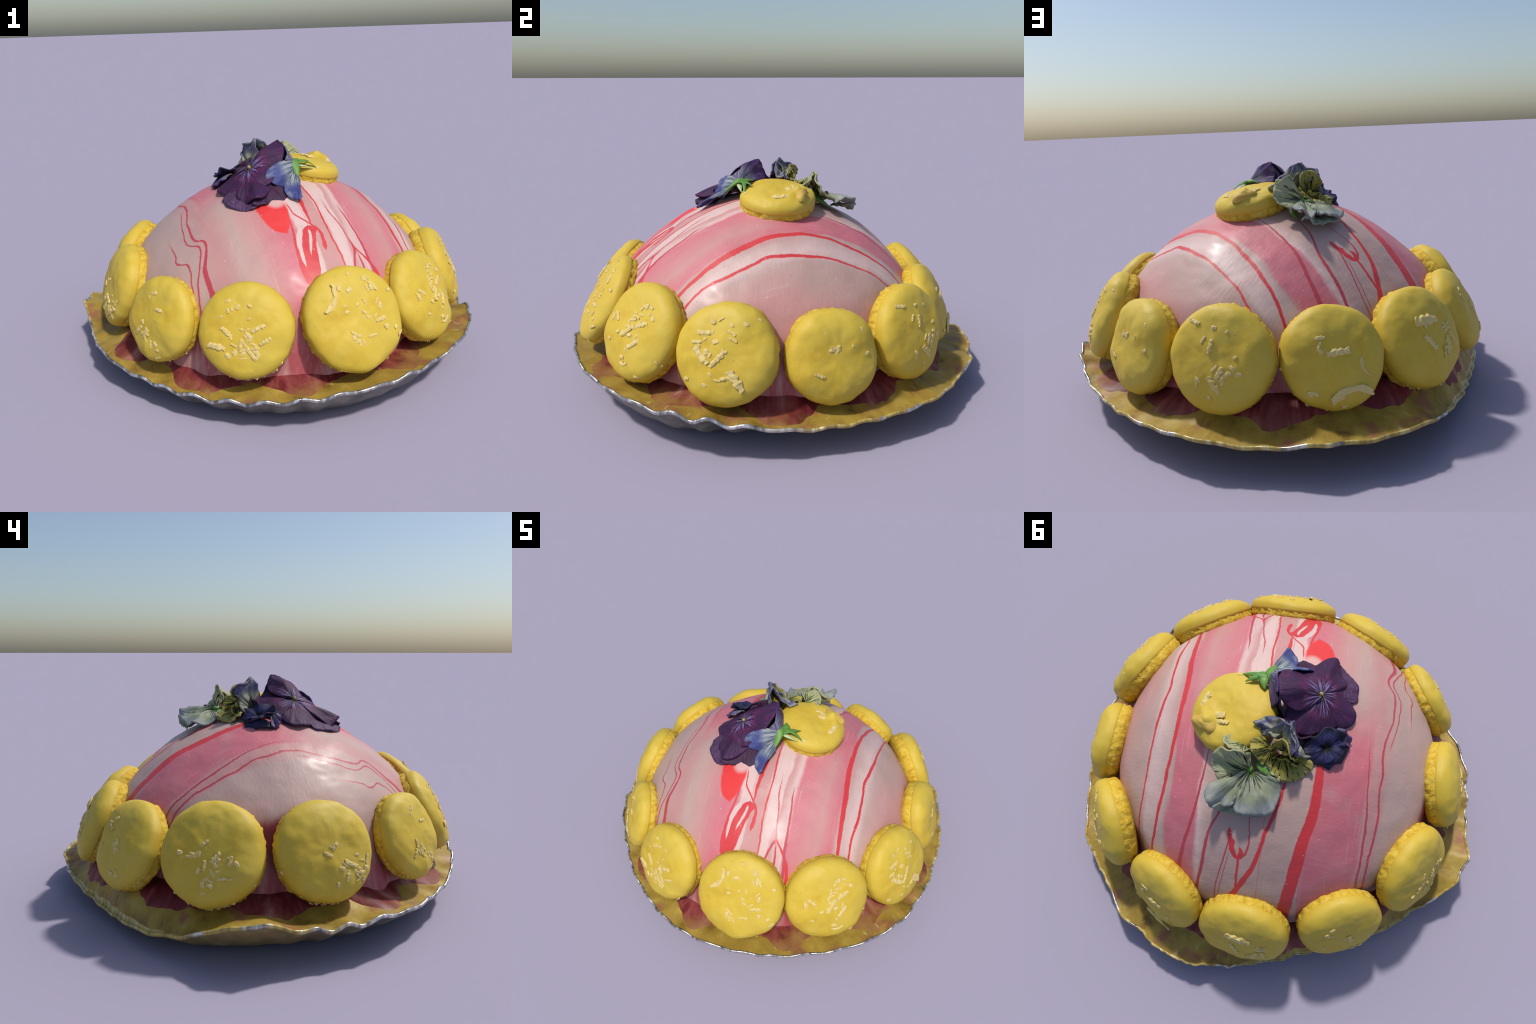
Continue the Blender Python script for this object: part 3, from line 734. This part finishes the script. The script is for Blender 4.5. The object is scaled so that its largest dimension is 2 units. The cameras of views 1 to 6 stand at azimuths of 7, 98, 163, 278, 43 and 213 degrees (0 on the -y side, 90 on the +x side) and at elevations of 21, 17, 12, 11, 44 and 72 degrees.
def sepal(flower, base, mid, tip, w, mat=M_SEPAL, name="sepal"):
    base, mid, tip = Vector(base), Vector(mid), Vector(tip)
    V = []; n = 12; k = 8
    for i in range(n):
        t = i / (n - 1)
        p = base * (1 - t) ** 2 + mid * 2 * t * (1 - t) + tip * t * t
        d = ((mid - base) * (1 - t) + (tip - mid) * t).normalized()
        s = d.cross(Vector((0, 0, 1))).normalized(); q = s.cross(d)
        ww = w * (.35 + 1.1 * sin(pi * min(1, t * .9 + .12))) * (1 - .5 * t)
        for j in range(k):
            A = 2 * pi * j / k
            V.append(p + s * cos(A) * ww + q * sin(A) * ww * .35)
    F = ring_faces(n, k) + [tuple(reversed(range(k))), tuple((n - 1) * k + j for j in range(k))]
    return new_object(name, V, F, mat, flower)

M_EYE = simple_material("pansy_eye", (.45, .30, .05), (.25, .22, .18))

# purple pansy, face towards the front left
eye = (-.072, -.193, .915)
f1 = flower_root((-.074, -.197, .922), M_EYE, .009)
petal(f1, P_SPECK, (-.05, -.23, .87), [(-.16, -.26, .820), (-.19, -.31, .798), (-.165, -.355, .785), (-.12, -.395, .772), (-.06, -.41, .772), (-.02, -.405, .79)], .008, .006, 1)
petal(f1, P_DARK, (-.02, -.24, .88), [(-.04, -.41, .80), (.0, -.39, .79), (.04, -.365, .79), (.10, -.33, .79), (.13, -.27, .82)], .008, .008, 2)
petal(f1, P_PURPLE, (-.07, -.195, .915), [(-.08, -.21, .895), (-.12, -.32, .820), (-.07, -.38, .805), (-.016, -.405, .822), (.03, -.34, .84), (.04, -.25, .87)], .012, .010, 3)
petal(f1, P_PURPLE, eye, [(-.07, -.22, .895), (-.13, -.31, .826), (-.19, -.275, .808), (-.222, -.222, .808), (-.215, -.17, .83), (-.17, -.135, .855), (-.10, -.17, .905)], .006, .010, 4)
petal(f1, P_PURPLE, eye, [(-.13, -.19, .895), (-.185, -.14, .85), (-.16, -.085, .865), (-.115, -.025, .885), (-.065, -.008, .912), (-.012, -.040, .93), (.0, -.09, .945), (-.03, -.15, .935)], .012, .010, 5)
petal(f1, P_PURPLE, eye, [(-.085, -.16, .925), (-.045, -.075, .945), (.01, -.055, .985), (.046, -.083, 1.028), (.085, -.14, 1.0), (.09, -.19, .96), (.055, -.235, .915), (-.01, -.25, .89)], .025, .008, 6)
petal(f1, P_PURPLE, eye, [(-.02, -.18, .93), (.04, -.20, .935), (.06, -.25, .90), (.03, -.30, .87), (-.02, -.32, .86), (-.06, -.26, .88)], .02, .006, 7)
petal(f1, P_DARK, (-.09, -.03, .82), [(-.19, -.075, .865), (-.15, -.035, .895), (-.105, -.01, .925), (-.055, .0, .945), (-.005, -.03, .93), (.03, -.05, .88)], .006, .010, 12, crease=.016)
# its blue outer petals and green calyx
cal = (.145, -.150, .925)
petal(f1, P_LILAC, (.05, -.075, .865), [(-.05, -.02, .89), (-.01, -.04, .93), (.02, -.055, .975), (.048, -.08, 1.02), (.085, -.10, .96), (.11, -.11, .92), (.13, -.12, .88)], .004, .006, 11)
petal(f1, P_LILAC, cal, [(.05, -.04, .93), (.03, -.06, .99), (.048, -.085, 1.024), (.085, -.135, 1.0), (.095, -.185, .95)], -.004, .006, 8)
petal(f1, P_BLUE, cal, [(.10, -.17, .95), (.06, -.215, .945), (.02, -.255, .925), (.012, -.282, .90), (.04, -.285, .865), (.085, -.262, .842), (.125, -.24, .85)], .018, .012, 9)
petal(f1, P_BLUE, (.14, -.18, .90), [(.09, -.265, .85), (.11, -.32, .82), (.165, -.352, .812), (.175, -.34, .82), (.17, -.29, .85), (.165, -.22, .87)], .012, .006, 10)
sepal(f1, (.10, -.145, .94), (.15, -.14, .955), (.152, -.245, .855), .022)
sepal(f1, (.12, -.14, .935), (.19, -.11, .955), (.248, -.105, .885), .010)
sepal(f1, (.15, -.14, .93), (.14, -.11, .945), (.115, -.085, .935), .018)
sepal(f1, (.14, -.15, .925), (.17, -.12, .945), (.20, -.075, .925), .014)
sepal(f1, (.13, -.15, .92), (.18, -.14, .92), (.222, -.123, .898), .011, M_STALK, "flower_stalk")

# small indigo trumpet flower tucked against it
hole = (-.195, -.050, .846)
f2 = flower_root(hole, simple_material("indigo_throat", (.006, .006, .012), (.012, .010, .02)), .007, "small_pansy")
for k, (rim, b) in enumerate([
    ([(-.13, -.03, .90), (-.17, -.105, .895), (-.22, -.13, .885), (-.25, -.115, .86), (-.24, -.08, .85)], .01),
    ([(-.24, -.11, .87), (-.268, -.07, .85), (-.262, -.02, .835), (-.235, .01, .83), (-.205, .02, .84)], .012),
    ([(-.25, -.03, .84), (-.21, .025, .83), (-.165, .04, .85), (-.13, .02, .88), (-.135, -.03, .90)], .012)]):
    petal(f2, P_INDIGO, (-.195, -.050, .842), rim, b, .012, 20 + k)
petal(f2, P_INDIGO, (-.19, -.05, .80), [(-.25, -.145, .81), (-.278, -.09, .805), (-.272, -.02, .80), (-.24, .025, .79), (-.18, .05, .81)], .045, .008, 24)
petal(f2, P_LILAC, (-.17, -.09, .87), [(-.20, -.145, .855), (-.235, -.15, .835), (-.262, -.145, .815), (-.265, -.11, .815)], .01, .008, 25)

# grey-green and yellow pansy standing upright behind
e3 = (-.085, .070, .885)
f3 = flower_root(e3, simple_material("yellow_eye", (.55, .40, .03), (.40, .30, .02)), .014)
petal(f3, P_YELLOW, e3, [(-.09, .03, .90), (-.135, .06, .915), (-.13, .086, .958), (-.095, .06, .985), (-.05, .06, .975), (-.03, .08, .94), (-.03, .10, .90)], -.012, .006, 30, crease=.016)
petal(f3, P_GREY, (-.05, .045, .915), [(-.13, .088, .966), (-.125, .045, .985), (-.062, .010, 1.016), (-.03, .015, 1.0), (.0, .045, .96), (.02, .07, .93)], .012, .010, 31, crease=.016)
petal(f3, P_GREY, (-.045, .03, .95), [(-.062, .010, 1.014), (-.01, .0, .985), (.045, .012, .95), (.066, .043, .94), (.045, .065, .935), (.0, .06, .94), (-.04, .06, .97)], .012, .008, 32, crease=.016)
petal(f3, P_GREY, (-.09, .0, .87), [(-.17, .03, .86), (-.145, .055, .92), (-.13, .085, .96), (-.09, .04, 1.0), (-.06, .008, 1.014), (-.045, -.03, .95)], .006, .006, 33, crease=.016)
petal(f3, P_YELLOW, e3, [(-.12, .03, .90), (-.18, .03, .85), (-.195, .066, .825), (-.175, .115, .815), (-.13, .15, .82), (-.085, .155, .838), (-.05, .13, .86)], -.012, .010, 34, crease=.016)
petal(f3, P_YELLOW, (-.03, .09, .90), [(-.07, .145, .852), (-.03, .155, .875), (.02, .15, .91), (.04, .11, .925), (.02, .07, .93)], .010, .008, 35, crease=.016)
petal(f3, P_CREAM, (-.10, .12, .835), [(-.14, .155, .822), (-.11, .165, .845), (-.07, .155, .855), (-.03, .15, .865)], .008, .006, 36, name="curled_petal")

petal(f3, P_YELLOW, (-.06, .08, .82), [(-.165, .06, .845), (-.12, .10, .875), (-.05, .115, .885), (.01, .10, .915), (.05, .09, .88)], .006, .010, 37, crease=.016)
# pale cream pansy draped over the back
e4 = (-.005, .195, .862)
f4 = flower_root(e4, M_SEPAL, .014)
petal(f4, P_CREAM, e4, [(.02, .15, .90), (.04, .165, .945), (.075, .19, .968), (.12, .215, .94), (.138, .235, .905), (.125, .262, .865), (.085, .278, .836), (.04, .25, .84)], .004, .010, 40, crease=.022)
petal(f4, P_CREAM, (.06, .14, .905), [(.02, .155, .90), (.03, .17, .935), (.075, .192, .97), (.115, .19, .945), (.135, .175, .92), (.13, .14, .915)], -.004, .008, 41, crease=.014)
petal(f4, P_PALE, e4, [(.03, .23, .85), (.075, .30, .845), (.095, .345, .838), (.068, .388, .826), (.02, .375, .822), (-.02, .34, .815), (-.03, .28, .83)], .008, .010, 42, crease=.022)
petal(f4, P_PALE, (-.015, .20, .855), [(-.01, .29, .83), (-.03, .345, .82), (-.085, .345, .805), (-.145, .308, .800), (-.16, .25, .805), (-.125, .168, .822), (-.06, .165, .845)], .012, .012, 44, crease=.024)
petal(f4, P_PALE, (-.02, .27, .80), [(.07, .385, .818), (.04, .39, .800), (-.03, .365, .785), (-.10, .335, .78), (-.145, .31, .79)], .012, .014, 43, crease=.018)
sepal(f4, (-.01, .15, .86), (-.05, .17, .865), (-.11, .175, .825), .016)
sepal(f4, (.0, .21, .855), (.02, .235, .865), (.06, .25, .845), .014)
sepal(f4, (.03, .18, .86), (.06, .24, .83), (.05, .28, .80), .020)

bpy.context.view_layer.update()
